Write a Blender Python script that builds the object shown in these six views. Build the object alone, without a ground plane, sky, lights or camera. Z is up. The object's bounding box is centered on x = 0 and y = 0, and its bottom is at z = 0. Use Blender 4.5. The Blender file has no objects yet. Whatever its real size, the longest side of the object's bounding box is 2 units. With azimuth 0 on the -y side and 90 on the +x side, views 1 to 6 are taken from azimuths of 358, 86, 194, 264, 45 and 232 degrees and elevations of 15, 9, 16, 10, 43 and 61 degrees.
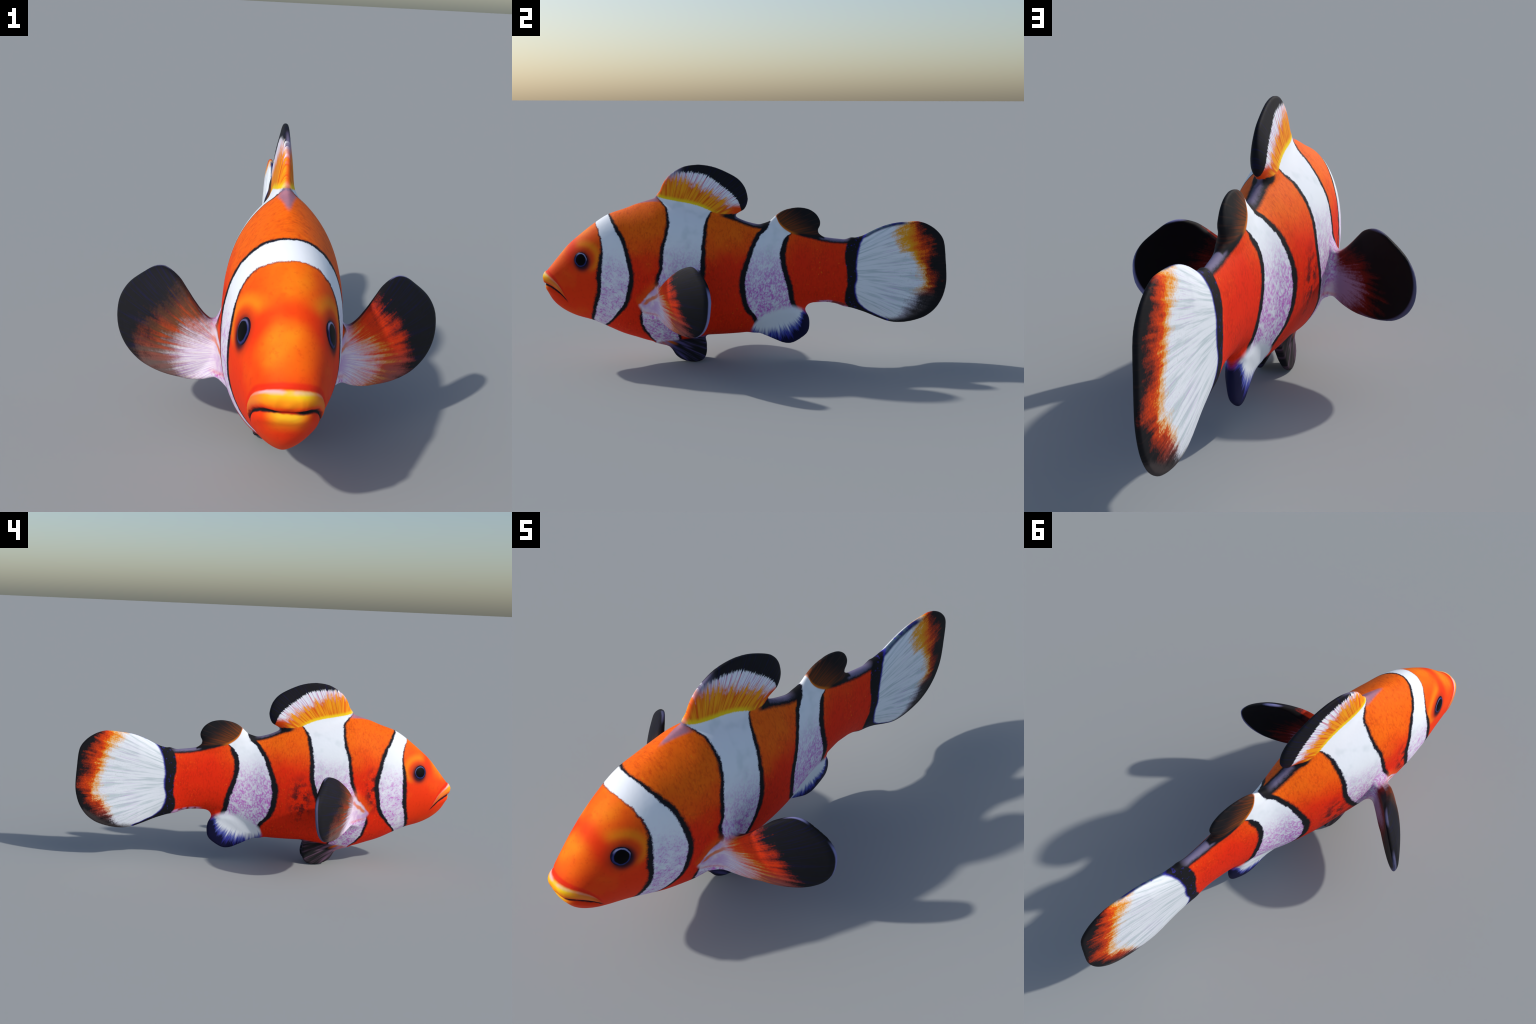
"""A clownfish: banded body, eyes, lips and seven fins, built as one blended surface and split into parts."""
import bpy
import math
import numpy as np

MID = -0.005         # x of the plane of symmetry


# ---------------------------------------------------------------- curve tools
def pchip(points):
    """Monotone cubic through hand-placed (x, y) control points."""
    p = np.array(points, float)
    x, y = p[:, 0], p[:, 1]
    h = np.diff(x)
    d = np.diff(y) / h
    m = np.zeros_like(y)
    for i in range(1, len(x) - 1):
        if d[i - 1] * d[i] > 0:
            w1, w2 = 2 * h[i] + h[i - 1], h[i] + 2 * h[i - 1]
            m[i] = (w1 + w2) / (w1 / d[i - 1] + w2 / d[i])
    m[0], m[-1] = d[0], d[-1]

    def f(q):
        q = np.clip(np.asarray(q, float), x[0], x[-1])
        i = np.clip(np.searchsorted(x, q) - 1, 0, len(x) - 2)
        t = (q - x[i]) / h[i]
        return ((1 + 2 * t) * (1 - t) ** 2 * y[i] + t * (1 - t) ** 2 * h[i] * m[i]
                + t * t * (3 - 2 * t) * y[i + 1] + t * t * (t - 1) * h[i] * m[i + 1])
    return f


def closed_spline(points, per=6):
    """Closed centripetal-ish Catmull-Rom outline."""
    p = np.array(points, float)
    a, b, c, d = np.roll(p, 1, 0), p, np.roll(p, -1, 0), np.roll(p, -2, 0)
    out = []
    for t in np.arange(per) / per:
        out.append(0.5 * (2 * b + (c - a) * t + (2 * a - 5 * b + 4 * c - d) * t * t
                          + (3 * b - a - 3 * c + d) * t ** 3))
    return np.stack(out, 1).reshape(-1, 2)


def outline_distance(poly, u, v):
    """Signed distance (negative inside) from points (u, v) to a closed outline."""
    shape = u.shape
    u, v = u.ravel(), v.ravel()
    best = np.full(u.shape, 1e9)
    inside = np.zeros(u.shape, bool)
    n = len(poly)
    for i in range(n):
        ax, ay = poly[i]
        bx, by = poly[(i + 1) % n]
        ex, ey = bx - ax, by - ay
        t = np.clip(((u - ax) * ex + (v - ay) * ey) / (ex * ex + ey * ey + 1e-12), 0, 1)
        best = np.minimum(best, (u - ax - t * ex) ** 2 + (v - ay - t * ey) ** 2)
        if ay != by:
            inside ^= ((ay > v) != (by > v)) & (u < (v - ay) * ex / ey + ax)
    d = np.sqrt(best)
    return np.where(inside, -d, d).reshape(shape)


def smooth_min(a, b, k):
    h = np.clip(0.5 + 0.5 * (b - a) / k, 0, 1)
    return b + (a - b) * h - k * h * (1 - h)


def plate(d2, n, half, edge):
    """Solid plate: outline distance d2, offset n from the mid sheet, half
    thickness, edge rounding radius."""
    r = np.minimum(edge, half)
    a = d2 + r
    b = np.abs(n) - (half - r)
    return np.minimum(np.maximum(a, b), 0) + np.hypot(np.maximum(a, 0), np.maximum(b, 0)) - r


def lens(half, d2, edge, span):
    """Half thickness that swells from a thin rim to its full value inside."""
    t = np.clip(-d2 / span, 0, 1)
    return edge + (half - edge) * (1 - (1 - t) ** 2)


# ------------------------------------------------------------------ the body
mid_line = pchip([(-1.0, -.006), (-.7, -.006), (-.4, -.005), (-.1, -.005), (.2, -.006), (.68, -.008)])
back_line = pchip([(-1.0, .420), (-.994, .444), (-.972, .467), (-.93, .518), (-.877, .580),
                   (-.815, .634), (-.745, .688), (-.70, .718), (-.675, .731), (-.60, .757),
                   (-.52, .787), (-.44, .806), (-.3, .785), (-.15, .742), (-.061, .712),
                   (0, .688), (.06, .674), (.12, .666), (.2, .650), (.3, .625), (.40, .606),
                   (.468, .598), (.53, .590), (.6, .565), (.68, .50)])
belly_line = pchip([(-1.0, .412), (-.990, .388), (-.975, .346), (-.953, .307), (-.92, .274),
                    (-.88, .248), (-.84, .230), (-.76, .206), (-.70, .179), (-.615, .140),
                    (-.55, .119), (-.48, .098), (-.42, .090), (-.35, .095), (-.28, .110),
                    (-.218, .123), (-.12, .127), (-.02, .133), (.05, .148), (.12, .18),
                    (.2, .225), (.28, .265), (.333, .281), (.39, .282), (.44, .275),
                    (.5, .270), (.56, .285), (.68, .36)])
half_width = pchip([(-1.0, .010), (-.995, .034), (-.985, .050), (-.97, .063), (-.94, .080),
                    (-.9, .095), (-.85, .110), (-.8, .124), (-.7, .148), (-.6, .163),
                    (-.5, .170), (-.4, .169), (-.3, .163), (-.2, .154), (-.1, .139),
                    (0, .114), (.1, .085), (.2, .071), (.3, .060), (.4, .050), (.5, .040),
                    (.56, .029), (.62, .016), (.68, .006)])
widest_height = pchip([(-1.0, .417), (-.9, .40), (-.8, .42), (-.5, .41), (0, .40), (.3, .43),
                       (.68, .43)])
back_sharpness = pchip([(-1.0, .5), (-.8, .45), (-.65, .51), (-.45, .86), (-.2, .82), (0, .75), (.2, .6), (.68, .5)])
back_fullness = pchip([(-1.0, 2.0), (-.75, 2.0), (-.6, 2.4), (-.45, 3.0), (-.2, 2.8), (0, 2.5), (.2, 2.2), (.68, 2.0)])
belly_sharpness = pchip([(-1.0, .5), (-.96, .58), (-.88, .64), (-.75, .58), (-.5, .55), (0, .6), (.3, .6), (.68, .5)])


def body_field(x, y, z):
    """x, y, z broadcastable; about 1 on the skin before normalising."""
    yc = np.clip(y, -1.0, .68)
    zt, zb, w, zm = back_line(yc) + .002, belly_line(yc), half_width(yc), widest_height(yc)
    zm = np.clip(zm, zb + .35 * (zt - zb), zb + .65 * (zt - zb))
    up = z > zm
    t = np.where(up, (z - zm) / (zt - zm), (zm - z) / (zm - zb))
    q = np.where(up, back_sharpness(yc), belly_sharpness(yc))
    p = np.where(up, back_fullness(yc), 2.0)
    g = (np.abs(x - mid_line(yc)) / w) ** (1 / q) + np.maximum(t, 1e-6) ** p
    g = np.sqrt(np.maximum(g, 1e-9))
    g = g + (np.maximum(0, -.994 - y) / .010) + (np.maximum(0, y - .68) / .03)
    return g - 1


# ------------------------------------------------- fins on the mid plane (y, z)
dorsal_outline = closed_spline([
    (-.434, .800), (-.424, .848), (-.408, .884), (-.384, .915), (-.350, .940), (-.310, .959),
    (-.265, .967), (-.220, .967), (-.164, .956), (-.105, .932), (-.050, .900), (-.017, .860),
    (-.003, .815), (-.004, .785), (-.018, .754), (-.044, .738), (-.075, .722), (-.11, .69), (-.30, .70)])
rear_dorsal_outline = closed_spline([
    (.075, .660), (.112, .694), (.150, .728), (.181, .745), (.217, .754), (.255, .757), (.300, .748), (.335, .725),
    (.354, .694), (.355, .670), (.346, .650), (.346, .630), (.348, .605), (.28, .58), (.15, .60)])
tail_outline = closed_spline([
    (.50, .585), (.535, .601), (.575, .617), (.630, .645), (.690, .668), (.750, .680), (.830, .685), (.860, .682),
    (.897, .669), (.937, .643), (.969, .607), (.983, .567), (.991, .495), (.998, .404), (.994, .350),
    (.977, .293), (.945, .243), (.905, .210), (.865, .192), (.812, .179), (.760, .175), (.710, .181),
    (.655, .201), (.590, .229), (.520, .255), (.46, .29), (.44, .43)])
anal_outline = closed_spline([
    (.02, .150), (.060, .130), (.105, .110), (.140, .094), (.184, .077), (.225, .078), (.268, .102),
    (.298, .130), (.307, .166), (.303, .206), (.284, .243), (.270, .275), (.20, .29), (.10, .22)])

fin_half_dorsal = pchip([(.68, .034), (.80, .026), (.90, .017), (.97, .010)])
fin_half_rear_dorsal = pchip([(.58, .032), (.68, .021), (.76, .010)])
fin_half_tail = pchip([(.44, .016), (.50, .030), (.58, .031), (.68, .029), (.80, .024), (.93, .017), (1.0, .012)])
fin_half_anal = pchip([(.07, .013), (.14, .021), (.24, .036)])

# ------------------------------------------------ paired fins, mirrored in MID
pectoral_outline = closed_spline([      # (distance from the mid plane, height)
    (.150, .425), (.195, .409), (.222, .420), (.252, .450), (.280, .484), (.305, .511), (.345, .530),
    (.380, .524), (.420, .495), (.463, .456), (.490, .412), (.500, .365), (.496, .308), (.472, .258),
    (.430, .222), (.383, .206), (.325, .200), (.270, .205), (.222, .222), (.185, .244), (.140, .255)])


def pectoral_swell(a, z):
    """0 at the rim of the pectoral fin, 1 at its thick middle."""
    return np.clip(1 - ((a - .35) / .160) ** 2 - ((z - .365) / .17) ** 2, 0, 1)


def pectoral_sheet(a, z):
    u, v = a - .33, z - .35
    return (-.300 + .73 * u + .04 * v + .3 * np.maximum(v, 0) ** 2 - .33 * u * u + .45 * u * v
            - 1.4 * u ** 3 - .036 * pectoral_swell(a, z))


pelvic_outline = closed_spline([        # (y, z)
    (-.46, .105), (-.39, .075), (-.355, .032), (-.315, .009), (-.26, .001), (-.220, .016),
    (-.206, .052), (-.210, .095), (-.222, .128), (-.27, .16), (-.38, .15)])


def pelvic_sheet(y, z):
    """Sideways offset of the fin's mid sheet from the mid plane."""
    return .016 + .036 * np.clip((.11 - z) / .10, 0, 1.2) ** 1.0


def all_fields(x, y, z):
    """Dictionary of approximate distance fields for broadcast arrays."""
    d = {}
    y2, z2 = y + 0 * z, z + 0 * y
    for name, poly, half, mid in (
            ('dorsal_fin', dorsal_outline, fin_half_dorsal(z2), -.010),
            ('rear_dorsal_fin', rear_dorsal_outline, fin_half_rear_dorsal(z2), -.009),
            ('caudal_fin', tail_outline, fin_half_tail(y2), -.008),
            ('anal_fin', anal_outline, fin_half_anal(z2), -.007)):
        d2 = outline_distance(poly, y2, z2) - .002
        span = .10 if name == 'caudal_fin' else .06
        d[name] = plate(d2, x - mid, lens(half, d2, .007, span), .010)
    ax = np.abs(x)          # the paired fins straddle x = 0
    a2, z3 = ax + 0 * z, z + 0 * ax
    d2 = outline_distance(pectoral_outline, a2, z3)
    slope = 1.22
    half = np.interp(a2, [.15, .22, .30, .5], [.034, .020, .011, .009]) + .020 * pectoral_swell(a2, z3)
    d['pectoral_fin'] = plate(d2, (y - pectoral_sheet(ax, z)) / slope, half, .010)
    d2 = outline_distance(pelvic_outline, y2, z2)
    d['pelvic_fin'] = plate(d2, (ax - pelvic_sheet(y, z)) / 1.05,
                            np.interp(z2, [0, .05, .12], [.008, .014, .016]), .008)
    return d


def surface_grid(step=.006):
    xs = np.arange(-.53, .53 + step / 2, step)
    ys = np.arange(-1.03, 1.03, step)
    zs = np.arange(-.03, 1.0, step)
    x, y, z = xs[:, None, None], ys[None, :, None], zs[None, None, :]
    g = body_field(x, y, z).astype(np.float32)
    gx, gy, gz = np.gradient(g, step)
    body = g / np.maximum(np.sqrt(gx * gx + gy * gy + gz * gz), 1e-3)
    body = np.maximum(body, np.abs(x - mid_line(y)) - 1.02 * half_width(y))     # well behaved far off the flank
    body = np.clip(body, -.2, .5)
    d = all_fields(x, y, z)
    f = body
    for name, k in (('caudal_fin', .035), ('dorsal_fin', .030), ('rear_dorsal_fin', .030),
                    ('anal_fin', .035), ('pelvic_fin', .025), ('pectoral_fin', .035)):
        f = smooth_min(f, d[name].astype(np.float32), k)
    return xs, ys, zs, f.astype(np.float32)


def sample(grid, pts, want_gradient=False):
    """Trilinear value (and gradient) of the field at points."""
    xs, ys, zs, f = grid
    h = xs[1] - xs[0]
    q = (pts - np.array([xs[0], ys[0], zs[0]])) / h
    q = np.clip(q, 0, np.array(f.shape) - 1.001)
    i = q.astype(int)
    t = q - i
    c = {}
    for dx in (0, 1):
        for dy in (0, 1):
            for dz in (0, 1):
                c[dx, dy, dz] = f[i[:, 0] + dx, i[:, 1] + dy, i[:, 2] + dz]
    tx, ty, tz = t.T
    def lerp(a, b, s): return a + (b - a) * s
    c00, c10 = lerp(c[0, 0, 0], c[1, 0, 0], tx), lerp(c[0, 1, 0], c[1, 1, 0], tx)
    c01, c11 = lerp(c[0, 0, 1], c[1, 0, 1], tx), lerp(c[0, 1, 1], c[1, 1, 1], tx)
    v = lerp(lerp(c00, c10, ty), lerp(c01, c11, ty), tz)
    return v


def gradient(grid, pts):
    h = (grid[0][1] - grid[0][0])
    g = np.zeros_like(pts)
    for k in range(3):
        e = np.zeros(3)
        e[k] = h
        g[:, k] = (sample(grid, pts + e) - sample(grid, pts - e)) / (2 * h)
    return g


def surface_nets(grid):
    """Quad mesh of the zero level of the field."""
    xs, ys, zs, f = grid
    h = xs[1] - xs[0]
    inside = f < 0
    n = [inside[dx:f.shape[0] - 1 + dx, dy:f.shape[1] - 1 + dy, dz:f.shape[2] - 1 + dz]
         for dx in (0, 1) for dy in (0, 1) for dz in (0, 1)]
    cnt = sum(a.astype(np.int8) for a in n)
    cells = np.argwhere((cnt > 0) & (cnt < 8))
    index = np.full([s - 1 for s in f.shape], -1, np.int64)
    index[tuple(cells.T)] = np.arange(len(cells))
    acc = np.zeros((len(cells), 3))
    num = np.zeros(len(cells))
    corners = [(a, b, c) for a in (0, 1) for b in (0, 1) for c in (0, 1)]
    for p in corners:
        for k in range(3):
            if p[k] == 0:
                q = list(p)
                q[k] = 1
                va = f[tuple((cells + p).T)]
                vb = f[tuple((cells + q).T)]
                cross = (va < 0) != (vb < 0)
                t = np.where(cross, va / np.where(cross, va - vb, 1), 0)
                pos = np.repeat(np.array([p], float), len(cells), 0)
                pos[:, k] = t
                acc += pos * cross[:, None]
                num += cross
    verts = (cells + acc / num[:, None]) * h + np.array([xs[0], ys[0], zs[0]])
    quads = []
    for k in range(3):
        lo = [slice(1, -1)] * 3
        lo[k] = slice(0, -1)
        hi = list(lo)
        hi[k] = slice(1, None)
        a, b = inside[tuple(lo)], inside[tuple(hi)]
        edge = np.argwhere(a != b)
        sign = a[tuple(edge.T)]
        base = edge + 1
        base[:, k] -= 1
        u, v = [(1, 2), (2, 0), (0, 1)][k]
        def cell(du, dv):
            c = base.copy()
            c[:, u] -= du
            c[:, v] -= dv
            return index[tuple(c.T)]
        q = np.stack([cell(1, 1), cell(0, 1), cell(0, 0), cell(1, 0)], 1)
        q[~sign] = q[~sign][:, ::-1]
        quads.append(q)
    return verts, np.concatenate(quads)


def relax(grid, verts, quads, rounds=6):
    """Even out the mesh, then put each vertex back on the surface."""
    n = len(verts)
    e = np.concatenate([quads[:, [0, 1]], quads[:, [1, 2]], quads[:, [2, 3]], quads[:, [3, 0]]])
    deg = np.bincount(e[:, 0], minlength=n) + np.bincount(e[:, 1], minlength=n)
    for r in range(rounds):
        s = np.stack([np.bincount(e[:, 0], verts[e[:, 1], k], n) + np.bincount(e[:, 1], verts[e[:, 0], k], n)
                      for k in range(3)], 1)
        verts = verts + .5 * (s / deg[:, None] - verts)
        for _ in range(2):
            g = gradient(grid, verts)
            g2 = np.maximum((g * g).sum(1), .05)
            step = sample(grid, verts) / g2
            verts = verts - np.clip(step, -.004, .004)[:, None] * g
    return verts


# ============================================================== materials
class Graph:
    """Small helper for writing shader node trees as expressions."""

    def __init__(self, name):
        self.mat = bpy.data.materials.new(name)
        self.mat.use_nodes = True
        self.nt = self.mat.node_tree
        self.nt.nodes.clear()
        tc = self.nt.nodes.new('ShaderNodeTexCoord')
        sp = self.nt.nodes.new('ShaderNodeSeparateXYZ')
        self.nt.links.new(tc.outputs['Object'], sp.inputs[0])
        self.pos = tc.outputs['Object']
        self.x = self.math('SUBTRACT', sp.outputs[0], MID)
        self.y, self.z = sp.outputs[1], sp.outputs[2]
        self.ax = self.math('ABSOLUTE', self.x)
        self.left = self.step(self.x, -.004, .004)       # 1 on the fish's +x side

    def put(self, sock, v):
        if isinstance(v, bpy.types.NodeSocket):
            self.nt.links.new(v, sock)
        elif isinstance(v, (tuple, list)) and len(v) == 3 and sock.type == 'RGBA':
            sock.default_value = (*v, 1)
        else:
            sock.default_value = v

    def math(self, op, a, b=0.0, c=None, clamp=False):
        n = self.nt.nodes.new('ShaderNodeMath')
        n.operation = op
        n.use_clamp = clamp
        self.put(n.inputs[0], a)
        self.put(n.inputs[1], b)
        if c is not None:
            self.put(n.inputs[2], c)
        return n.outputs[0]

    def add(self, *a):
        r = a[0]
        for b in a[1:]:
            r = self.math('ADD', r, b)
        return r

    def sub(self, a, b): return self.math('SUBTRACT', a, b)

    def mul(self, *a):
        r = a[0]
        for b in a[1:]:
            r = self.math('MULTIPLY', r, b)
        return r

    def inv(self, a): return self.math('SUBTRACT', 1.0, a)
    def maxi(self, a, b): return self.math('MAXIMUM', a, b)
    def mini(self, a, b): return self.math('MINIMUM', a, b)
    def lerp(self, f, a, b): return self.add(self.mul(self.inv(f), a), self.mul(f, b))

    def step(self, v, lo, hi):
        n = self.nt.nodes.new('ShaderNodeMapRange')
        n.interpolation_type = 'SMOOTHSTEP'
        self.put(n.inputs['Value'], v)
        self.put(n.inputs['From Min'], lo)
        self.put(n.inputs['From Max'], hi)
        return n.outputs[0]

    def fall(self, v, lo, hi): return self.inv(self.step(v, lo, hi))

    def blob(self, cy, cz, ry, rz, soft=.5):
        """1 inside an ellipse on the flank, fading out."""
        a = self.math('DIVIDE', self.sub(self.y, cy), ry)
        b = self.math('DIVIDE', self.sub(self.z, cz), rz)
        r = self.math('SQRT', self.add(self.mul(a, a), self.mul(b, b)))
        return self.fall(r, 1 - soft, 1 + soft)

    def curve(self, v, pts):
        xs, ys = [p[0] for p in pts], [p[1] for p in pts]
        x0, x1, y0, y1 = min(xs), max(xs), min(ys), max(ys)
        y1 = y1 if y1 > y0 else y0 + 1e-3
        t = self.math('DIVIDE', self.sub(v, x0), x1 - x0, clamp=True)
        n = self.nt.nodes.new('ShaderNodeFloatCurve')
        cv = n.mapping.curves[0]
        pts = sorted(pts)
        while len(cv.points) < len(pts):
            cv.points.new(.5, .5)
        for p, (px, py) in zip(cv.points, pts):
            p.location = ((px - x0) / (x1 - x0), (py - y0) / (y1 - y0))
        n.mapping.update()
        self.put(n.inputs['Value'], t)
        return self.add(self.mul(n.outputs[0], y1 - y0), y0)

    def vec(self, a, b, c=0.0):
        n = self.nt.nodes.new('ShaderNodeCombineXYZ')
        for s, v in zip(n.inputs, (a, b, c)):
            self.put(s, v)
        return n.outputs[0]

    def noise(self, scale, detail=2.0, rough=.5, vec=None, dist=0.0):
        n = self.nt.nodes.new('ShaderNodeTexNoise')
        self.put(n.inputs['Vector'], self.pos if vec is None else vec)
        n.inputs['Scale'].default_value = scale
        n.inputs['Detail'].default_value = detail
        n.inputs['Roughness'].default_value = rough
        n.inputs['Distortion'].default_value = dist
        return n.outputs[0]

    def cells(self, scale, vec=None, feature='F1', rand=1.0):
        n = self.nt.nodes.new('ShaderNodeTexVoronoi')
        n.feature = feature
        self.put(n.inputs['Vector'], self.pos if vec is None else vec)
        n.inputs['Scale'].default_value = scale
        n.inputs['Randomness'].default_value = rand
        return n.outputs['Distance']

    def mix(self, f, a, b):
        n = self.nt.nodes.new('ShaderNodeMix')
        n.data_type = 'RGBA'
        n.clamp_factor = True
        self.put(n.inputs[0], f)
        self.put(n.inputs[6], a)
        self.put(n.inputs[7], b)
        return n.outputs[2]

    def finish(self, colour, rough=.6, spec=.12, height=None, strength=.2):
        b = self.nt.nodes.new('ShaderNodeBsdfPrincipled')
        self.put(b.inputs['Base Color'], colour)
        self.put(b.inputs['Roughness'], rough)
        self.put(b.inputs['Specular IOR Level'], spec)
        if height is not None:
            n = self.nt.nodes.new('ShaderNodeBump')
            n.inputs['Strength'].default_value = strength
            n.inputs['Distance'].default_value = .003
            self.put(n.inputs['Height'], height)
            self.nt.links.new(n.outputs[0], b.inputs['Normal'])
        o = self.nt.nodes.new('ShaderNodeOutputMaterial')
        self.nt.links.new(b.outputs[0], o.inputs['Surface'])
        return self.mat


def srgb(r, g, b):
    return tuple((c / 255 / 12.92) if c <= 10 else ((c / 255 + .055) / 1.055) ** 2.4 for c in (r, g, b))


ORANGE = srgb(252, 108, 14)
RED_ORANGE = srgb(242, 46, 12)
DEEP_RED = srgb(200, 32, 10)
AMBER = srgb(250, 148, 22)
YELLOW = srgb(250, 212, 30)
WHITE = srgb(240, 245, 252)
TEAL_GREY = srgb(158, 184, 188)
LILAC = srgb(206, 178, 226)
MAGENTA = srgb(205, 92, 205)
BLACK = srgb(26, 26, 30)
BLUE_BLACK = srgb(24, 24, 60)
BLUE = srgb(52, 48, 160)
BROWN = srgb(120, 58, 26)
SLATE = srgb(128, 120, 152)

# edges of the white bands on the flank: y of the edge as a curve over height
band_edges = {
    'head_front': [(.15, -.775), (.225, -.750), (.28, -.735), (.33, -.720), (.39, -.708), (.45, -.704), (.52, -.701), (.56, -.699),
                   (.60, -.703), (.645, -.714), (.675, -.728), (.70, -.752)],
    'head_rear': [(.15, -.73), (.206, -.686), (.262, -.638), (.32, -.600), (.383, -.581), (.445, -.573), (.50, -.577),
                  (.55, -.587), (.60, -.603), (.655, -.630), (.70, -.655), (.735, -.684)],
    'mid_front': [(.10, -.455), (.146, -.484), (.20, -.508), (.28, -.515), (.34, -.49), (.403, -.443), (.44, -.431), (.48, -.418), (.53, -.412),
                  (.585, -.404), (.64, -.391), (.68, -.385), (.715, -.382), (.755, -.389), (.778, -.407), (.81, -.445)],
    'mid_rear': [(.10, -.34), (.20, -.345), (.30, -.30), (.38, -.262), (.43, -.244), (.475, -.233), (.53, -.229), (.59, -.226), (.64, -.220),
                 (.685, -.211), (.717, -.198), (.75, -.165)],
    'rear_front': [(.15, .06), (.215, .042), (.272, .005), (.33, -.012), (.39, -.020), (.44, -.014), (.49, -.001), (.54, .014),
                   (.59, .036), (.63, .062), (.66, .092), (.69, .107)],
    'rear_rear': [(.20, .30), (.29, .208), (.355, .194), (.41, .178), (.467, .164), (.53, .154), (.566, .158), (.604, .174),
                  (.63, .205), (.66, .26)],
    'tail_front': [(.22, .52), (.26, .50), (.31, .480), (.377, .490), (.44, .488), (.51, .477), (.56, .483), (.597, .505), (.62, .53)],
    'tail_rear': [(.19, .70), (.222, .631), (.258, .572), (.31, .536), (.355, .528), (.41, .537), (.462, .533), (.516, .538), (.573, .552),
                  (.618, .578), (.65, .64)],
}


def streaks(g, cy, cz, freq, stretch=3.0, coord=None, detail=3.0, seed=0.0):
    """Noise drawn out along rays that fan from (cy, cz)."""
    a, b = coord or (g.y, g.z)
    dy, dz = g.sub(a, cy), g.sub(b, cz)
    ang = g.math('ARCTAN2', dz, dy)
    rad = g.math('SQRT', g.add(g.mul(dy, dy), g.mul(dz, dz)))
    return g.noise(1.0, detail, .55, g.vec(g.mul(ang, freq), g.mul(rad, stretch), seed)), rad, ang


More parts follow.
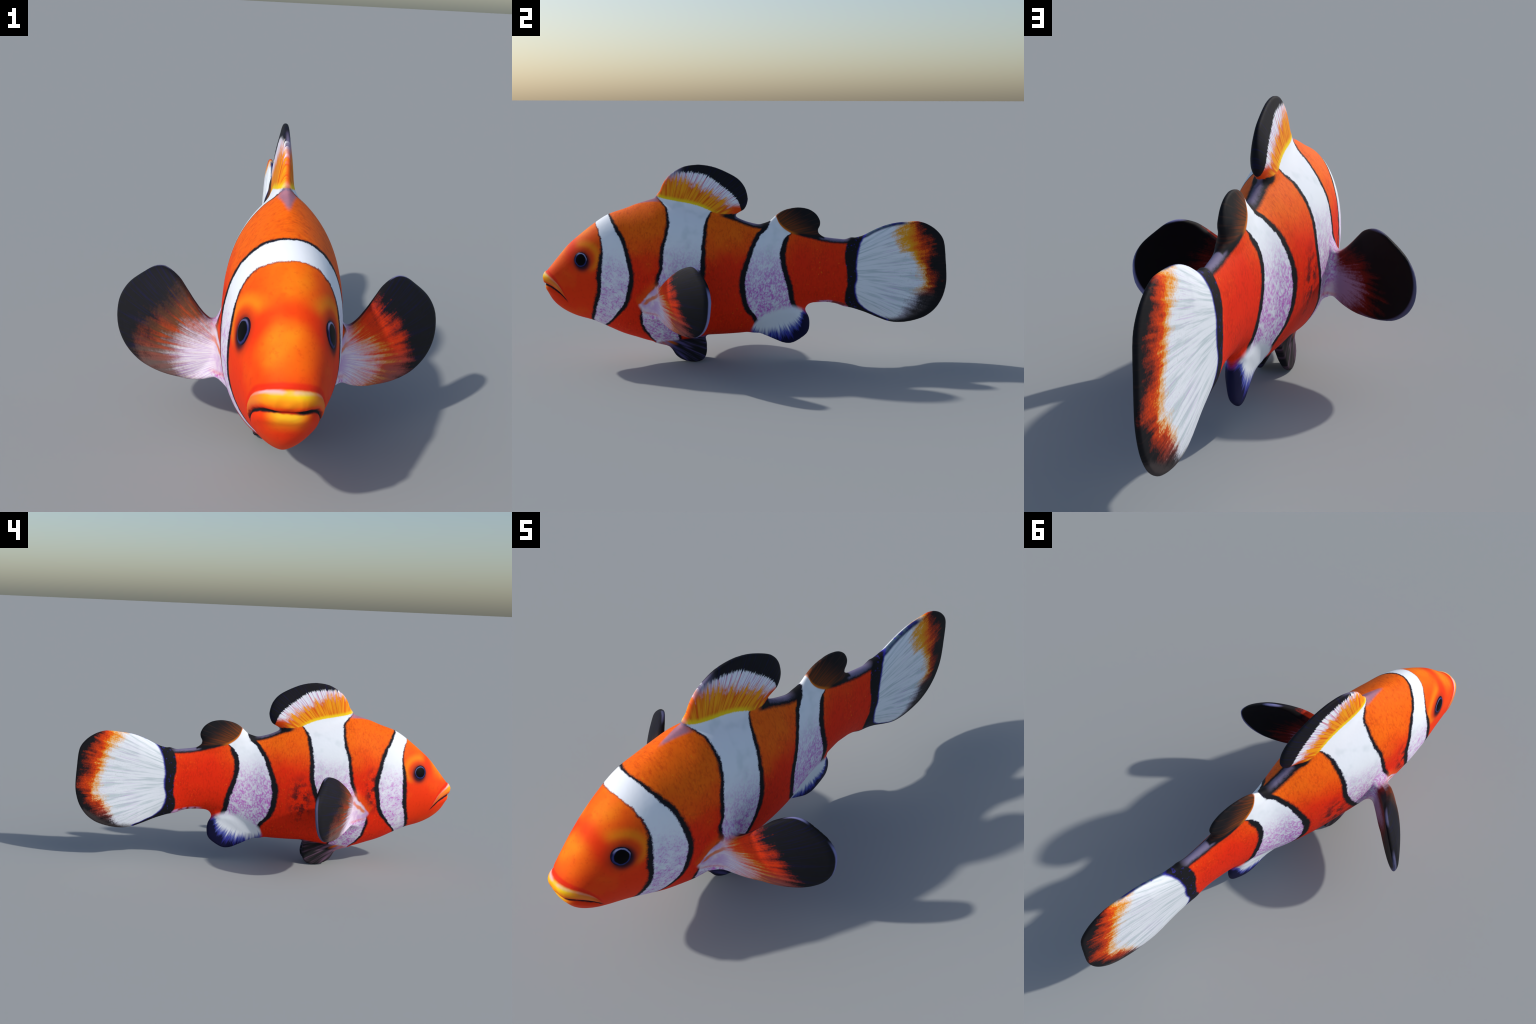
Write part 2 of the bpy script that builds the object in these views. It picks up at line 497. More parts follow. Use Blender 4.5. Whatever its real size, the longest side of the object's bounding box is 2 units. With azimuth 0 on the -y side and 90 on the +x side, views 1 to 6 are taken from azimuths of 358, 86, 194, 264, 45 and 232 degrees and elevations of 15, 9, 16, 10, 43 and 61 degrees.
def body_colour(g):
    wob = g.add(g.mul(g.sub(g.noise(60, 3, .65), .5), .014), g.mul(g.sub(g.noise(230, 2, .6), .5), .010))
    wob2 = g.mul(g.sub(g.noise(13, 2, .5), .5), .018)
    yy = g.add(g.y, wob, wob2)
    coarse = g.noise(9, 3, .55)
    fine = g.noise(70, 3, .6)
    stretched = g.noise(1, 3, .6, g.vec(g.mul(g.x, 60), g.mul(g.y, 120), g.mul(g.z, 45)))
    # ---- orange ground: amber along the back, red-orange on the flank
    up = g.step(g.add(g.z, g.mul(g.sub(coarse, .5), .22)), .46, .70)
    tail = g.step(g.y, .10, .30)
    up = g.mul(up, g.inv(g.mul(tail, .7)))
    col = g.mix(up, RED_ORANGE, ORANGE)
    dots = g.cells(120, g.vec(g.mul(g.x, .6), g.y, g.mul(g.z, .7)))
    col = g.mix(g.mul(g.step(stretched, .46, .72), .38), col, DEEP_RED)
    col = g.mix(g.mul(g.step(dots, .40, .75), g.step(g.noise(20, 3, .6), .40, .65), .22), col, srgb(165, 36, 10))
    col = g.mix(g.mul(g.step(fine, .52, .74), g.fall(dots, .15, .45), .55, g.step(coarse, .36, .58)), col, srgb(245, 150, 26))
    # ---- face: brighter orange forehead, red round the eyes
    head = g.fall(g.y, -.76, -.69)
    brow_mask = g.mul(g.fall(g.ax, .03, .095), g.step(g.z, .44, .50))
    face = g.mix(g.mul(brow_mask, .95), g.mix(g.step(g.z, .40, .62), srgb(243, 58, 13), srgb(250, 86, 14)), ORANGE)
    face = g.mix(g.mul(g.step(g.noise(7, 3, .5), .46, .70), g.maxi(brow_mask, .18), .75), face, AMBER)
    face = g.mix(g.mul(g.step(fine, .52, .72), .22), face, DEEP_RED)
    col = g.mix(g.mul(head, .9), col, face)
    # red arc from the eye to the forehead, amber halo behind the eye
    col = g.mix(g.mul(g.blob(-.850, .56, .030, .070, .7), .75), col, srgb(245, 44, 12))
    ring = g.mul(g.blob(-.785, .540, .078, .072, .25), g.inv(g.blob(-.790, .535, .056, .050, .3)), g.step(g.add(g.y, g.mul(g.z, .6)), -.50, -.44))
    col = g.mix(g.mul(ring, .65), col, AMBER)
    col = g.mix(g.mul(g.blob(-.797, .520, .054, .056, .35), .75), col, srgb(185, 52, 20))
    col = g.mix(g.mul(g.blob(-.797, .516, .038, .043, .3), .95), col, srgb(30, 18, 34))

    def white_colour():
        c = g.mix(g.mul(g.step(g.noise(14, 2), .5, .8), .25), WHITE, TEAL_GREY)
        warp = g.mul(g.sub(g.noise(30, 2), .5), .03)
        sc = g.vec(g.mul(g.x, .5), g.add(g.y, warp), g.mul(g.add(g.z, warp), .60))
        net = g.cells(120, sc)
        big = g.noise(6, 3, .6)
        clump = g.noise(24, 4, .7)
        speck = g.noise(95, 3, .7)
        low = g.fall(g.add(g.z, g.mul(g.sub(big, .5), .16)), .36, .62)
        c = g.mix(g.mul(low, g.step(clump, .26, .66), .65), c, LILAC)
        scaly = g.step(g.y, -.55, -.45)                 # no scales show on the gill cover
        grain = g.lerp(scaly, g.step(speck, .46, .66), g.mul(g.step(net, .26, .62), g.step(speck, .34, .56)))
        c = g.mix(g.mul(grain, low, g.step(clump, .30, .56), .85), c, MAGENTA)
        pale = g.mul(g.fall(net, .10, .34), low, scaly)
        return g.mix(g.mul(pale, .40), c, WHITE)

    white = white_colour()

    def band(front, rear, wf, wr, col):
        nonlocal white
        a = g.sub(g.curve(g.z, band_edges[front]), yy)
        b = g.sub(yy, g.curve(g.z, band_edges[rear]))
        d = g.maxi(a, b)
        width = g.lerp(g.step(g.sub(b, a), -.02, .02), wf, wr)
        col = g.mix(g.mul(g.fall(g.sub(d, width), -.006, .007), g.step(width, .001, .004)), col, BLACK)
        col = g.mix(g.mul(g.fall(d, -.001, .008), .6), col, BLUE_BLACK)
        return g.mix(g.fall(d, -.005, .002), col, white)

    wf = g.curve(g.z, [(.20, .012), (.26, .018), (.42, .022), (.52, .018), (.58, .008), (.66, .003), (.72, .000)])
    wr = g.curve(g.z, [(.15, .010), (.24, .016), (.32, .022), (.50, .024), (.62, .020), (.70, .016), (.74, .003)])
    col = band('head_front', 'head_rear', wf, wr, col)
    wf = g.curve(g.z, [(.10, .0), (.16, .014), (.24, .014), (.30, .004), (.38, .012), (.50, .018), (.68, .014), (.78, .008), (.80, .004)])
    wr = g.curve(g.z, [(.10, .0), (.20, .02), (.40, .026), (.55, .022), (.68, .016), (.73, .008), (.75, .0)])
    col = band('mid_front', 'mid_rear', wf, wr, col)
    wf = g.curve(g.z, [(.14, .004), (.20, .022), (.40, .030), (.55, .024), (.64, .026), (.70, .040)])
    wr = g.curve(g.z, [(.22, .016), (.34, .026), (.50, .026), (.58, .028), (.62, .012), (.64, .0)])
    col = band('rear_front', 'rear_rear', wf, wr, col)
    # ---- dark smudges on the -x flank
    right = g.inv(g.left)
    smudge = g.maxi(g.blob(-.165, .37, .055, .10, .6), g.blob(-.54, .43, .035, .10, .6))
    smudge = g.mul(smudge, right, g.step(g.noise(24, 4, .65), .42, .60))
    col = g.mix(g.mul(smudge, .85), col, BLACK)
    # ---- ridge of the back: slate patch before the fin, dark line behind it
    back = g.curve(g.y, [(-.60, .757), (-.52, .787), (-.44, .806), (-.30, .785), (-.15, .742), (-.06, .712),
                         (0, .688), (.06, .674), (.12, .672), (.20, .655), (.30, .630), (.40, .606), (.47, .600), (.53, .60)])
    depth = g.sub(g.add(back, g.mul(wob, .6)), g.z)
    taper = g.sub(g.ax, g.mul(g.add(g.y, .57, g.mul(wob2, 2.0)), .22))
    patch = g.mul(g.fall(depth, .020, .040), g.fall(taper, -.008, .004), g.step(g.y, -.56, -.52), g.fall(g.y, -.45, -.42))
    col = g.mix(g.mul(patch, .75), col, SLATE)
    ridge = g.mul(g.fall(depth, .012, .024), g.step(g.y, -.15, -.11), g.fall(g.y, .085, .105))
    col = g.mix(ridge, col, BLACK)
    mid = g.mul(g.fall(depth, .000, .012), g.step(g.y, -.07, -.055), g.fall(g.y, .02, .08))
    col = g.mix(g.mul(mid, .75), col, SLATE)
    # stem of the tail: dark edge, slate top and lilac keel
    stem_line = g.mul(g.fall(depth, .016, .028), g.step(g.y, .22, .27), g.fall(g.y, .52, .56))
    col = g.mix(stem_line, col, BLACK)
    stem = g.mul(g.fall(depth, .006, .018), g.step(g.y, .345, .37), g.fall(g.y, .46, .52))
    col = g.mix(g.mul(stem, .9), col, SLATE)
    keel = g.curve(g.y, [(.28, .268), (.333, .284), (.39, .285), (.44, .278), (.50, .262), (.56, .24)])
    under = g.mul(g.fall(g.sub(g.z, keel), .004, .014), g.step(g.y, .33, .38), g.fall(g.y, .56, .60))
    col = g.mix(g.mul(under, .8), col, g.mix(g.step(g.noise(26, 2), .45, .6), LILAC, srgb(110, 60, 60)))
    return col, white, yy, fine


def lips(g, col):
    slit = g.curve(g.y, [(-1.0, .393), (-.985, .396), (-.96, .389), (-.92, .366), (-.885, .330), (-.86, .295)])
    brow = g.curve(g.y, [(-1.0, .462), (-.982, .455), (-.955, .437), (-.93, .418), (-.895, .365), (-.87, .312), (-.84, .265)])
    n = g.mul(g.sub(g.noise(30, 2), .5), .008)
    z = g.add(g.z, n)
    over = g.sub(z, slit)
    t = g.math('DIVIDE', over, g.sub(brow, slit))
    fade = g.fall(g.y, -.91, -.86)
    upper = g.mul(g.step(t, .05, .30), g.fall(t, .82, .98), g.fall(g.y, -.93, -.865))
    mid = g.fall(g.ax, .035, .075)
    side_mix = g.step(g.x, -.05, .05)
    lip = g.mix(g.step(t, .15, .45), srgb(242, 84, 14), AMBER)
    lip = g.mix(g.mul(g.step(t, .40, .75), mid, g.lerp(side_mix, .50, 1.0)), lip, YELLOW)
    lip = g.mix(g.mul(g.step(t, .66, .84), g.step(g.noise(20, 2), .36, .60), g.lerp(side_mix, .85, .40)), lip, srgb(246, 190, 200))
    lip = g.mix(g.mul(g.step(g.ax, .055, .085), .6), lip, srgb(236, 110, 60))
    col = g.mix(g.mul(g.fall(g.math('ABSOLUTE', g.sub(z, g.add(brow, .006))), .003, .014), g.fall(g.y, -.90, -.84), .85), col, srgb(235, 45, 20))
    col = g.mix(upper, col, lip)
    low = g.mul(g.step(over, -.065, -.012), g.fall(over, -.004, .0), g.fall(g.y, -.96, -.90))
    col = g.mix(g.mul(low, g.fall(g.ax, .015, .065), .9), col, g.mix(g.step(over, -.035, -.010), AMBER, srgb(250, 196, 40)))
    dark = g.fall(g.math('ABSOLUTE', g.add(over, g.mul(g.sub(g.noise(35, 2), .5), .006))), .002, .0085)
    side = g.mul(g.step(g.ax, .012, .03), g.fall(g.y, -.89, -.87))
    col = g.mix(g.mul(dark, g.fall(g.y, -.89, -.865)), col, srgb(190, 35, 18))
    col = g.mix(g.mul(dark, side), col, BLACK)
    return col


def dorsal_overlay(g, col, white):
    s, rad, ang = streaks(g, -.40, .60, 26, 4.0)
    s2, _, _ = streaks(g, -.40, .60, 70, 5.0, seed=3.0)
    base = g.curve(g.y, [(-.47, .83), (-.43, .811), (-.35, .794), (-.27, .778), (-.19, .749), (-.16, .736), (-.10, .729), (-.05, .728), (0, .73)])
    h = g.sub(g.z, g.add(base, g.mul(g.sub(s2, .5), .012)))
    inside = g.mul(g.step(h, -.002, .003), g.step(g.y, -.46, -.43), g.fall(g.y, .02, .03))
    black_edge = g.curve(g.y, [(-.45, .90), (-.37, .928), (-.30, .934), (-.24, .927), (-.20, .916), (-.164, .893), (-.113, .856), (-.072, .820),
                               (-.045, .785), (-.03, .74), (.01, .68)])
    white_edge = g.curve(g.y, [(-.45, .90), (-.37, .905), (-.288, .885), (-.216, .852), (-.144, .806), (-.082, .768), (-.03, .74)])
    fin = g.mix(g.step(s, .42, .62), srgb(250, 158, 26), srgb(226, 96, 16))
    fin = g.mix(g.mul(g.step(s2, .55, .70), .5), fin, YELLOW)
    fin = g.mix(g.mul(g.fall(h, .004, .024), g.fall(g.y, -.22, -.13)), fin, YELLOW)
    hw = g.add(g.sub(g.z, white_edge), -.008, g.mul(g.sub(s, .5), .12), g.mul(g.sub(s2, .5), .09), g.mul(g.sub(g.noise(70, 2, .6), .5), .05))
    wht = g.mix(g.step(s2, .45, .62), WHITE, LILAC)
    fin = g.mix(g.step(hw, -.026, .022), fin, wht)
    fin = g.mix(g.mul(g.step(s2, .55, .62), g.step(hw, -.05, .0), .5), fin, srgb(230, 120, 60))
    tail_end = g.step(g.y, -.12, -.06)
    fin = g.mix(g.mul(tail_end, g.fall(g.z, .755, .785)), fin, srgb(240, 80, 20))
    hb = g.add(g.sub(g.z, black_edge), g.mul(g.sub(s2, .5), .050), g.mul(g.sub(g.noise(90, 2, .6), .5), .012))
    dark = g.mix(g.step(s2, .5, .68), BLACK, BLUE_BLACK)
    fin = g.mix(g.step(hb, -.006, .004), fin, dark)
    # leading edge: orange skin climbs the front, slate on the upper rim
    rim = g.mul(g.fall(g.ax, .002, .012), g.fall(g.y, -.36, -.30))
    fin = g.mix(g.mul(rim, .8), fin, g.mix(g.step(g.z, .885, .925), srgb(250, 95, 30), SLATE))
    return g.mix(inside, col, fin)


def rear_dorsal_overlay(g, col, white):
    s, rad, ang = streaks(g, .02, .60, 30, 4.0, seed=5.0)
    base = g.curve(g.y, [(.10, .74), (.135, .715), (.15, .685), (.165, .665), (.19, .645), (.22, .630), (.26, .622), (.33, .615), (.38, .60)])
    h = g.sub(g.z, base)
    inside = g.mul(g.step(h, -.003, .004), g.step(g.y, .12, .145), g.fall(g.y, .372, .382))
    d = g.add(g.mul(g.sub(g.y, .15), .8), g.mul(g.sub(g.z, .66), .9), g.mul(g.sub(s, .5), .14))
    fin = g.mix(g.step(d, .02, .16), g.mix(g.step(s, .4, .62), BROWN, srgb(84, 58, 34)), BLACK)
    fin = g.mix(g.mul(g.step(s, .52, .65), .5), fin, srgb(58, 40, 34))
    fin = g.mix(g.fall(h, .004, .016), fin, g.mix(g.step(g.y, .20, .26), srgb(205, 110, 20), BLACK))
    return g.mix(inside, col, fin)


def anal_overlay(g, col, white):
    s, rad, ang = streaks(g, .10, .36, 22, 5.0, seed=9.0)
    s2, _, _ = streaks(g, .10, .36, 60, 6.0, seed=2.0)
    base = g.curve(g.y, [(-.02, .10), (.014, .155), (.035, .195), (.093, .243), (.165, .268), (.210, .272), (.245, .262), (.29, .235)])
    h = g.sub(base, g.z)
    inside = g.mul(g.step(h, -.014, .016), g.step(g.y, .0, .03), g.fall(g.y, .315, .32))
    fin = g.mix(g.step(h, .0, .03), g.mix(.75, white, WHITE), WHITE)
    rim = g.curve(g.y, [(.0, .165), (.04, .145), (.10, .138), (.175, .150), (.22, .172), (.255, .205), (.275, .255), (.30, .29)])
    d = g.add(g.sub(rim, g.z), g.mul(g.sub(s, .5), .12), g.mul(g.sub(s2, .5), .08))
    fin = g.mix(g.step(d, -.026, .022), fin, g.mix(g.step(s2, .42, .60), BLUE, srgb(96, 110, 190)))
    fin = g.mix(g.step(d, .022, .062), fin, BLUE_BLACK)
    return g.mix(inside, col, fin)


def tail_overlay(g, col, white):
    s, rad, ang = streaks(g, .30, .44, 34, 5.0, seed=1.0)
    s2, _, _ = streaks(g, .30, .44, 90, 6.0, seed=7.0)
    grain = g.noise(160, 2, .6)
    wob = g.mul(g.sub(g.noise(40, 3, .6), .5), .010)
    yy = g.add(g.y, wob)
    front = g.curve(g.z, band_edges['tail_front'])
    rear = g.curve(g.z, band_edges['tail_rear'])
    fin = g.mix(g.mul(g.step(s, .46, .66), .50), WHITE, TEAL_GREY)
    fin = g.mix(g.mul(g.step(s2, .52, .70), .45, g.step(g.y, .60, .72)), fin, LILAC)
    fin = g.mix(g.mul(g.step(grain, .55, .75), .25, g.step(g.y, .64, .80)), fin, srgb(150, 145, 150))
    # orange zone before the dark rim; reaches lower on the -x side
    n = g.add(g.mul(g.sub(s, .5), .10), g.mul(g.sub(g.noise(9, 4, .65), .5), .17), g.mul(g.sub(grain, .5), .06))
    in_left = g.curve(g.z, [(.18, .70), (.25, .78), (.30, .825), (.352, .850), (.386, .856), (.451, .846), (.528, .795), (.571, .745), (.646, .748), (.69, .785)])
    in_right = g.curve(g.z, [(.18, .78), (.261, .848), (.36, .876), (.432, .880), (.505, .864), (.559, .835), (.623, .790), (.69, .755)])
    out_left = g.curve(g.z, [(.18, .84), (.27, .90), (.352, .925), (.417, .915), (.493, .922), (.569, .896), (.623, .868), (.69, .822)])
    out_right = g.curve(g.z, [(.18, .82), (.233, .880), (.322, .930), (.412, .955), (.483, .950), (.556, .920), (.62, .888), (.69, .845)])
    yin = g.lerp(g.left, g.add(in_right, -.004), in_left)
    yout = g.lerp(g.left, out_right, out_left)
    ys = g.add(g.y, n)
    zone = g.step(g.sub(ys, yin), -.034, .034)
    t = g.math('DIVIDE', g.sub(ys, yin), g.maxi(g.sub(yout, yin), .02))
    hot = g.mix(g.step(t, .10, g.lerp(g.left, .60, .90)), srgb(242, 168, 34), srgb(236, 70, 16))
    grey_low = g.fall(g.z, g.lerp(g.left, .20, .30), g.lerp(g.left, .30, .37))
    hot = g.mix(grey_low, hot, g.mix(g.step(t, .0, .8), srgb(170, 165, 178), srgb(72, 66, 68)))
    fin = g.mix(zone, fin, hot)
    fin = g.mix(g.step(g.sub(ys, yout), -.058, .032), fin, g.mix(g.mul(g.step(s2, .5, .7), .5), BLACK, srgb(48, 34, 34)))
    # lower and upper rims
    low_rim = g.curve(g.y, [(.50, .262), (.58, .235), (.65, .206), (.71, .190), (.76, .190), (.82, .200), (.88, .225), (.95, .27)])
    lr = g.fall(g.add(g.sub(g.z, low_rim), g.mul(n, .25)), -.012, .014)
    fin = g.mix(g.mul(lr, g.lerp(g.left, g.step(g.y, .62, .78), 1.0)), fin, g.mix(g.left, srgb(70, 62, 62), BLACK))
    top_rim = g.curve(g.y, [(.54, .600), (.58, .614), (.63, .641), (.69, .664), (.75, .677), (.83, .683)])
    tr = g.mul(g.step(g.sub(g.z, top_rim), -.016, -.004), g.fall(g.y, .76, .82), g.step(g.x, -.010, -.002))
    fin = g.mix(g.mul(tr, g.fall(g.x, .010, .018)), fin, g.mix(g.step(g.noise(30, 2), .45, .6), srgb(70, 90, 110), srgb(44, 48, 110)))
    # dark ring round the root of the fin
    d = g.sub(yy, rear)
    fin = g.mix(g.fall(d, .000, .012), fin, BLUE)
    fin = g.mix(g.fall(d, -.006, .004), fin, g.mix(g.mul(g.step(g.noise(90, 2), .62, .70), .5), BLACK, BLUE))
    return g.mix(g.step(g.sub(yy, front), -.005, .005), col, fin)


def root_overlay(g, col):
    """Pale skin with amber folds where the pectoral fin leaves the flank."""
    n = g.mul(g.sub(g.noise(30, 3), .5), .022)
    dy, dz = g.add(g.y, .520), g.sub(g.z, .300)
    p = g.add(g.mul(dy, .87), g.mul(dz, .50))           # along the root, from its front tip
    q = g.add(g.mul(dy, -.50), g.mul(dz, .87), n)       # across it, upwards
    here = g.mul(g.step(g.ax, .05, .10), g.step(p, -.012, .006), g.fall(p, .105, .145))
    top = g.add(g.mul(p, .30), .012)
    bottom = g.sub(g.mul(p, -.80), .020)
    glow = g.mul(here, g.fall(g.sub(q, top), .0, .055), g.step(g.sub(q, bottom), -.03, .0))
    col = g.mix(g.mul(glow, .55), col, srgb(236, 104, 22))
    wedge = g.mul(here, g.fall(g.sub(q, top), -.004, .008), g.step(g.sub(q, bottom), -.012, .006))
    pale = g.mix(g.step(g.noise(22, 3), .40, .62), srgb(230, 220, 238), LILAC)
    col = g.mix(g.mul(wedge, .85), col, pale)
    fold = g.math('ABSOLUTE', g.sub(q, g.mul(top, .35)))
    col = g.mix(g.mul(g.fall(fold, .003, .012), wedge, g.step(p, .01, .03), .85), col, srgb(228, 112, 22))
    return col


def pectoral_overlay(g, col):
    a = g.math('ABSOLUTE', g.add(g.x, MID))
    s, rad, ang = streaks(g, .13, .33, 16, 6.0, coord=(a, g.z), seed=4.0)
    s2, _, _ = streaks(g, .13, .33, 50, 8.0, coord=(a, g.z), seed=8.0)
    u, v = g.sub(a, .33), g.sub(g.z, .35)
    ca, cb = g.math('DIVIDE', g.sub(a, .35), .160), g.math('DIVIDE', g.sub(g.z, .365), .17)
    cup = g.maxi(g.sub(g.sub(1.0, g.mul(ca, ca)), g.mul(cb, cb)), 0.0)
    sheet = g.add(-.300, g.mul(cup, -.036), g.mul(u, .73), g.mul(v, .04), g.mul(g.maxi(v, 0.0), g.maxi(v, 0.0), .3), g.mul(u, u, -.33), g.mul(u, v, .45), g.mul(u, u, u, -1.4))
    behind = g.step(g.sub(g.y, sheet), -.002, .006)
    n = g.add(g.mul(g.sub(s, .5), .12), g.mul(g.sub(s2, .5), .03), g.mul(g.sub(g.noise(12, 3, .6), .5), .10), g.mul(g.sub(g.noise(140, 2, .6), .5), .05))
    # distance along the fin; the pale zone reaches further along the lower edge
    up = g.step(ang, -.45, .75)
    reach = g.add(rad, g.mul(up, .095), -.035, n)
    root = g.mix(g.step(s2, .42, .65), srgb(238, 232, 242), LILAC)
    warm = g.mix(g.step(s, .40, .62), srgb(236, 140, 44), srgb(240, 70, 20))
    warm = g.mix(g.mul(g.step(s2, .54, .68), g.fall(reach, .12, .19), .7), warm, srgb(236, 220, 230))
    warm = g.mix(g.step(reach, .16, .21), warm, srgb(232, 60, 20))
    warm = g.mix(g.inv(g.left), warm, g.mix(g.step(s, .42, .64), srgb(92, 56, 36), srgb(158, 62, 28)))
    fin = g.mix(g.step(reach, g.lerp(g.left, .08, .06), g.lerp(g.left, .22, .18)), root, warm)
    fin = g.mix(g.mul(g.fall(ang, -.50, .05), g.step(reach, .12, .22), .75), fin, srgb(112, 98, 98))
    dark = g.mix(g.mul(g.step(s2, .50, .66), .6), BLACK, BLUE_BLACK)
    fin = g.mix(g.step(reach, g.lerp(g.left, .215, .210), g.lerp(g.left, .310, .285)), fin, dark)
    # pale lilac rim round the edge
    ea, eb = g.math('DIVIDE', g.sub(a, .345), .151), g.math('DIVIDE', g.sub(g.z, .365), .166)
    er = g.math('SQRT', g.add(g.mul(ea, ea), g.mul(eb, eb)))
    rim = g.mul(g.step(er, .94, .99), g.step(g.sub(g.y, sheet), -.006, .0), g.step(a, .27, .33), g.lerp(g.left, .35, .9))
    back = g.mix(g.step(reach, .08, .17), g.mix(.5, LILAC, srgb(120, 60, 60)), srgb(110, 26, 14))
    back = g.mix(g.step(reach, .15, .24), back, srgb(18, 16, 18))
    fin = g.mix(behind, fin, back)
    fin = g.mix(rim, fin, srgb(140, 140, 190))
    return g.mix(g.step(a, .175, .215), col, fin)


def pelvic_overlay(g, col):
    s, rad, ang = streaks(g, -.50, .16, 13, 4.0, seed=6.0, detail=2.0)
    fin = g.mix(g.step(s, .50, .62), BLACK, BLUE_BLACK)
    fin = g.mix(g.mul(g.step(s, .46, .70), .70), fin, g.mix(g.left, srgb(130, 96, 112), srgb(110, 96, 150)))
    root = g.mix(g.step(s, .4, .6), srgb(215, 100, 30), srgb(180, 130, 160))
    d = g.add(g.mul(g.add(g.y, .40), 1.0), g.mul(g.sub(.10, g.z), .9), g.mul(g.sub(s, .5), .10))
    fin = g.mix(g.step(d, .0, .07), root, fin)
    edge = g.curve(g.y, [(-.50, .085), (-.44, .100), (-.36, .108), (-.28, .118), (-.20, .130)])
    return g.mix(g.mul(g.fall(g.sub(g.z, edge), -.006, .008), g.step(g.y, -.47, -.42), g.fall(g.y, -.19, -.185)), col, fin)


def fish_material(name, *overlays):
    g = Graph(name)
    col, white, yy, fine = body_colour(g)
    for o in overlays:
        if o in (lips, root_overlay, pectoral_overlay, pelvic_overlay):
            col = o(g, col)
        else:
            col = o(g, col, white)
    scale = g.cells(75)
    return g.finish(col, .68, .12, g.add(g.mul(scale, .5), g.mul(fine, .3)), .12)


def eye_material():
    g = Graph('glossy_eye')
    # radius on the eye disc in its own (y, z) measure
    a = g.math('DIVIDE', g.add(g.y, .803), .033)
    b = g.math('DIVIDE', g.sub(g.z, .524), .035)
    r = g.math('SQRT', g.add(g.mul(a, a), g.mul(b, b)))
    r = g.add(r, g.mul(g.sub(g.noise(42, 2), .5), .22))
    col = g.mix(g.step(r, .70, .80), srgb(5, 5, 8), srgb(46, 50, 104))
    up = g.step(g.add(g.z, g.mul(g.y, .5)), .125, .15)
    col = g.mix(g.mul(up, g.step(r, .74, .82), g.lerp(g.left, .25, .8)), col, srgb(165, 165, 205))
    col = g.mix(g.step(r, .84, .96), col, srgb(26, 18, 36))
    return g.finish(col, .45, .05)


# ================================================================ building
STEP = .005


def lip_relief(v):
    """Push skin in along the mouth slit and out along the lips."""
    slit = pchip([(-1.01, .393), (-.985, .396), (-.96, .389), (-.92, .366), (-.885, .330), (-.86, .295)])(v[:, 1])
    brow = pchip([(-1.01, .462), (-.982, .455), (-.955, .437), (-.93, .418), (-.895, .365), (-.87, .312), (-.84, .265)])(v[:, 1])
    over = v[:, 2] - slit
    t = over / np.maximum(brow - slit, .01)
    fade = np.clip((-.865 - v[:, 1]) / .05, 0, 1)
    out = -.007 * np.exp(-(over / .006) ** 2)
    out += .0045 * np.exp(-((t - .55) / .28) ** 2)
    out += -.003 * np.exp(-((v[:, 2] - brow - .004) / .007) ** 2)
    out += .003 * np.exp(-((over + .022) / .012) ** 2)
    return out * fade


def vertex_normals(v, q):
    n = np.cross(v[q[:, 2]] - v[q[:, 0]], v[q[:, 3]] - v[q[:, 1]])
    out = np.stack([sum(np.bincount(q[:, c], n[:, k], len(v)) for c in range(4)) for k in range(3)], 1)
    return out / np.maximum(np.linalg.norm(out, axis=1, keepdims=True), 1e-12)


def make_object(name, verts, faces, normals, material, parent):
    me = bpy.data.meshes.new(name)
    me.from_pydata(verts.tolist(), [], faces.tolist())
    me.polygons.foreach_set('use_smooth', [True] * len(me.polygons))
    me.update()
    if normals is not None:
        me.normals_split_custom_set_from_vertices(normals.tolist())
    me.materials.append(material)
    ob = bpy.data.objects.new(name, me)
    bpy.context.scene.collection.objects.link(ob)
    ob.parent = parent
    return ob


def flank_x(grid, y, z, side):
    """x of the skin at (y, z) on one side, by bisection along x."""
    lo, hi = np.full(y.shape, MID), np.full(y.shape, MID + side * .19)
    for _ in range(30):
        m = (lo + hi) / 2
        inside = sample(grid, np.stack([m, y, z], 1)) < 0
        lo, hi = np.where(inside, m, lo), np.where(inside, hi, m)
    return lo


def build_eye(grid, side, material, parent):
    rings, spokes = 14, 40
    r = np.linspace(0, 1, rings + 1)[1:]
    th = np.arange(spokes) / spokes * 2 * math.pi
    rr = np.concatenate([[0.], np.repeat(r, spokes)])
    tt = np.concatenate([[0.], np.tile(th, rings)])
    y = -.803 + .034 * rr * np.cos(tt)
    z = .524 + .036 * rr * np.sin(tt)
    x = flank_x(grid, y, z, side)
    pts = np.stack([x, y, z], 1)
    n = gradient(grid, pts)
    n /= np.linalg.norm(n, axis=1, keepdims=True)
    pts = pts + n * (.0045 * np.sqrt(np.maximum(0, 1 - rr ** 2)) - .0008)[:, None]
    faces = []
    for j in range(spokes):
        faces.append((0, 1 + j, 1 + (j + 1) % spokes))
    for i in range(rings - 1):
        for j in range(spokes):
            a, b = 1 + i * spokes + j, 1 + i * spokes + (j + 1) % spokes
            faces.append((a, a + spokes, b + spokes, b))
    if side < 0:
        faces = [f[::-1] for f in faces]
    me = bpy.data.meshes.new('eye')
    me.from_pydata(pts.tolist(), [], faces)
    me.polygons.foreach_set('use_smooth', [True] * len(me.polygons))
    me.materials.append(material)
    ob = bpy.data.objects.new('eye', me)
    bpy.context.scene.collection.objects.link(ob)
    ob.parent = parent
    return ob


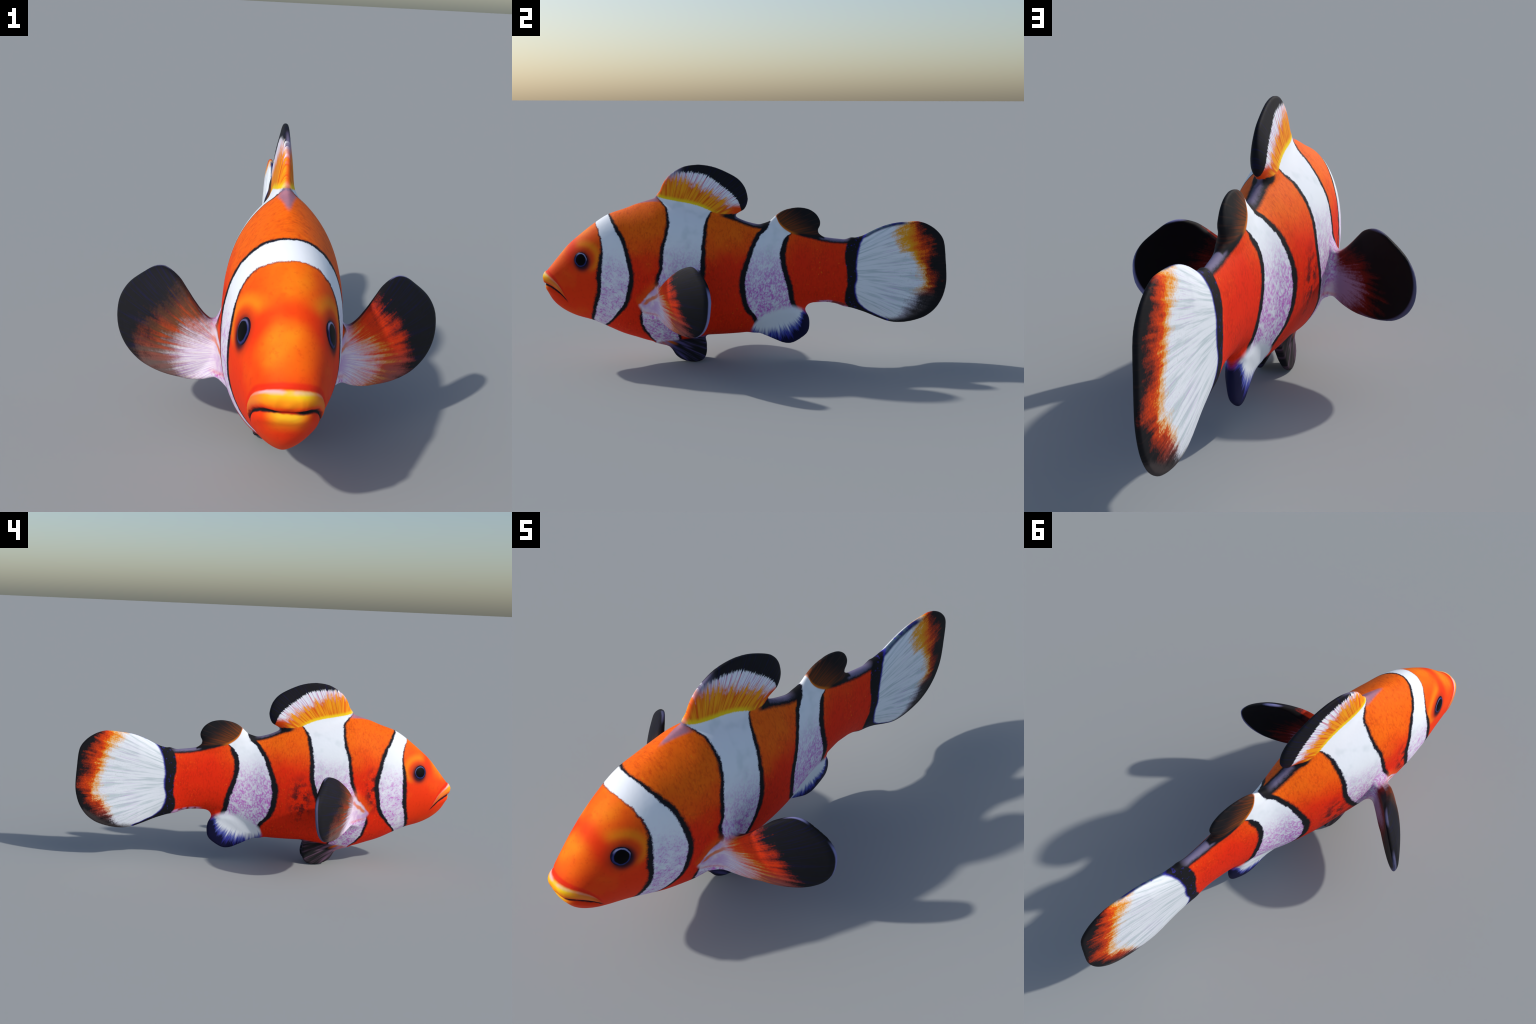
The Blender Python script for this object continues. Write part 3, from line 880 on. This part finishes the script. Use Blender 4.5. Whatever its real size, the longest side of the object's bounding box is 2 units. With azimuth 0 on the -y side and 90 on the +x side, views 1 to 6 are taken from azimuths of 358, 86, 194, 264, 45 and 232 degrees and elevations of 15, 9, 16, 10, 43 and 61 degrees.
def build():
    grid = surface_grid(STEP)
    verts, quads = surface_nets(grid)
    verts = relax(grid, verts, quads)
    n = gradient(grid, verts)
    n /= np.maximum(np.linalg.norm(n, axis=1, keepdims=True), 1e-9)
    verts = verts + n * lip_relief(verts)[:, None]
    verts[:, 2] -= verts[:, 2].min()
    normals = vertex_normals(verts, quads)

    # ---- which part each face belongs to
    c = verts[quads].mean(1)
    x, y, z = c.T
    g = body_field(x, y, z)
    eps = 1e-3
    gr = np.sqrt(sum(((body_field(x + e[0], y + e[1], z + e[2]) - g) / eps) ** 2
                     for e in np.eye(3) * eps))
    body = g / np.maximum(gr, 1e-3)
    d = all_fields(x, y, z)
    part = np.full(len(c), 'torso', dtype=object)
    gill = pchip([(.1, -.66), (.206, -.655), (.32, -.570), (.445, -.545), (.55, -.558), (.655, -.60), (.76, -.66)])(z)
    part[y < gill] = 'head'
    part[y > pchip([(.2, .25), (.35, .225), (.53, .185), (.62, .20), (.7, .30)])(z)] = 'tail_stem'
    for name, f in d.items():
        part[(f < body) & (f < .02)] = name
    slit = pchip([(-1.01, .393), (-.985, .396), (-.96, .389), (-.92, .366), (-.885, .330), (-.86, .295)])(y)
    brow = pchip([(-1.01, .462), (-.982, .455), (-.955, .437), (-.93, .418), (-.895, .365), (-.87, .312)])(y)
    part[(y < -.89) & (z > slit) & (z < brow)] = 'upper_lip'
    part[(y < -.93) & (z <= slit) & (z > slit - .045)] = 'lower_lip'

    fish = bpy.data.objects.new('clownfish', None)
    bpy.context.scene.collection.objects.link(fish)
    fish['label'] = 'orange clownfish with white bands and black edged fins'
    fish['category'] = 'fish'

    mats = {
        'head': fish_material('head_skin', lips),
        'torso': fish_material('banded_skin', root_overlay, dorsal_overlay, rear_dorsal_overlay, anal_overlay, pelvic_overlay, pectoral_overlay),
        'tail_stem': fish_material('tail_skin', rear_dorsal_overlay, anal_overlay, tail_overlay),
        'dorsal_fin': fish_material('dorsal_fin_skin', dorsal_overlay),
        'rear_dorsal_fin': fish_material('rear_dorsal_fin_skin', rear_dorsal_overlay),
        'anal_fin': fish_material('anal_fin_skin', anal_overlay),
        'caudal_fin': fish_material('caudal_fin_skin', tail_overlay),
        'pectoral_fin': fish_material('pectoral_fin_skin', root_overlay, pectoral_overlay),
        'pelvic_fin': fish_material('pelvic_fin_skin', pelvic_overlay),
    }
    mats['upper_lip'] = mats['lower_lip'] = mats['head']

    parts = {}
    for name in ('head', 'torso', 'tail_stem', 'upper_lip', 'lower_lip', 'dorsal_fin', 'rear_dorsal_fin',
                 'anal_fin', 'caudal_fin', 'pectoral_fin', 'pelvic_fin'):
        sel = part == name
        sides = (sel & (x > 0), sel & (x <= 0)) if name in ('pectoral_fin', 'pelvic_fin') else (sel,)
        for s in sides:
            f = quads[s]
            used, inv = np.unique(f, return_inverse=True)
            parent = parts['head'] if name.endswith('lip') else fish
            ob = make_object(name, verts[used], inv.reshape(-1, 4), normals[used], mats[name], parent)
            parts.setdefault(name, ob)
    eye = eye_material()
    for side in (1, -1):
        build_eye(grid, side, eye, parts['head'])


build()
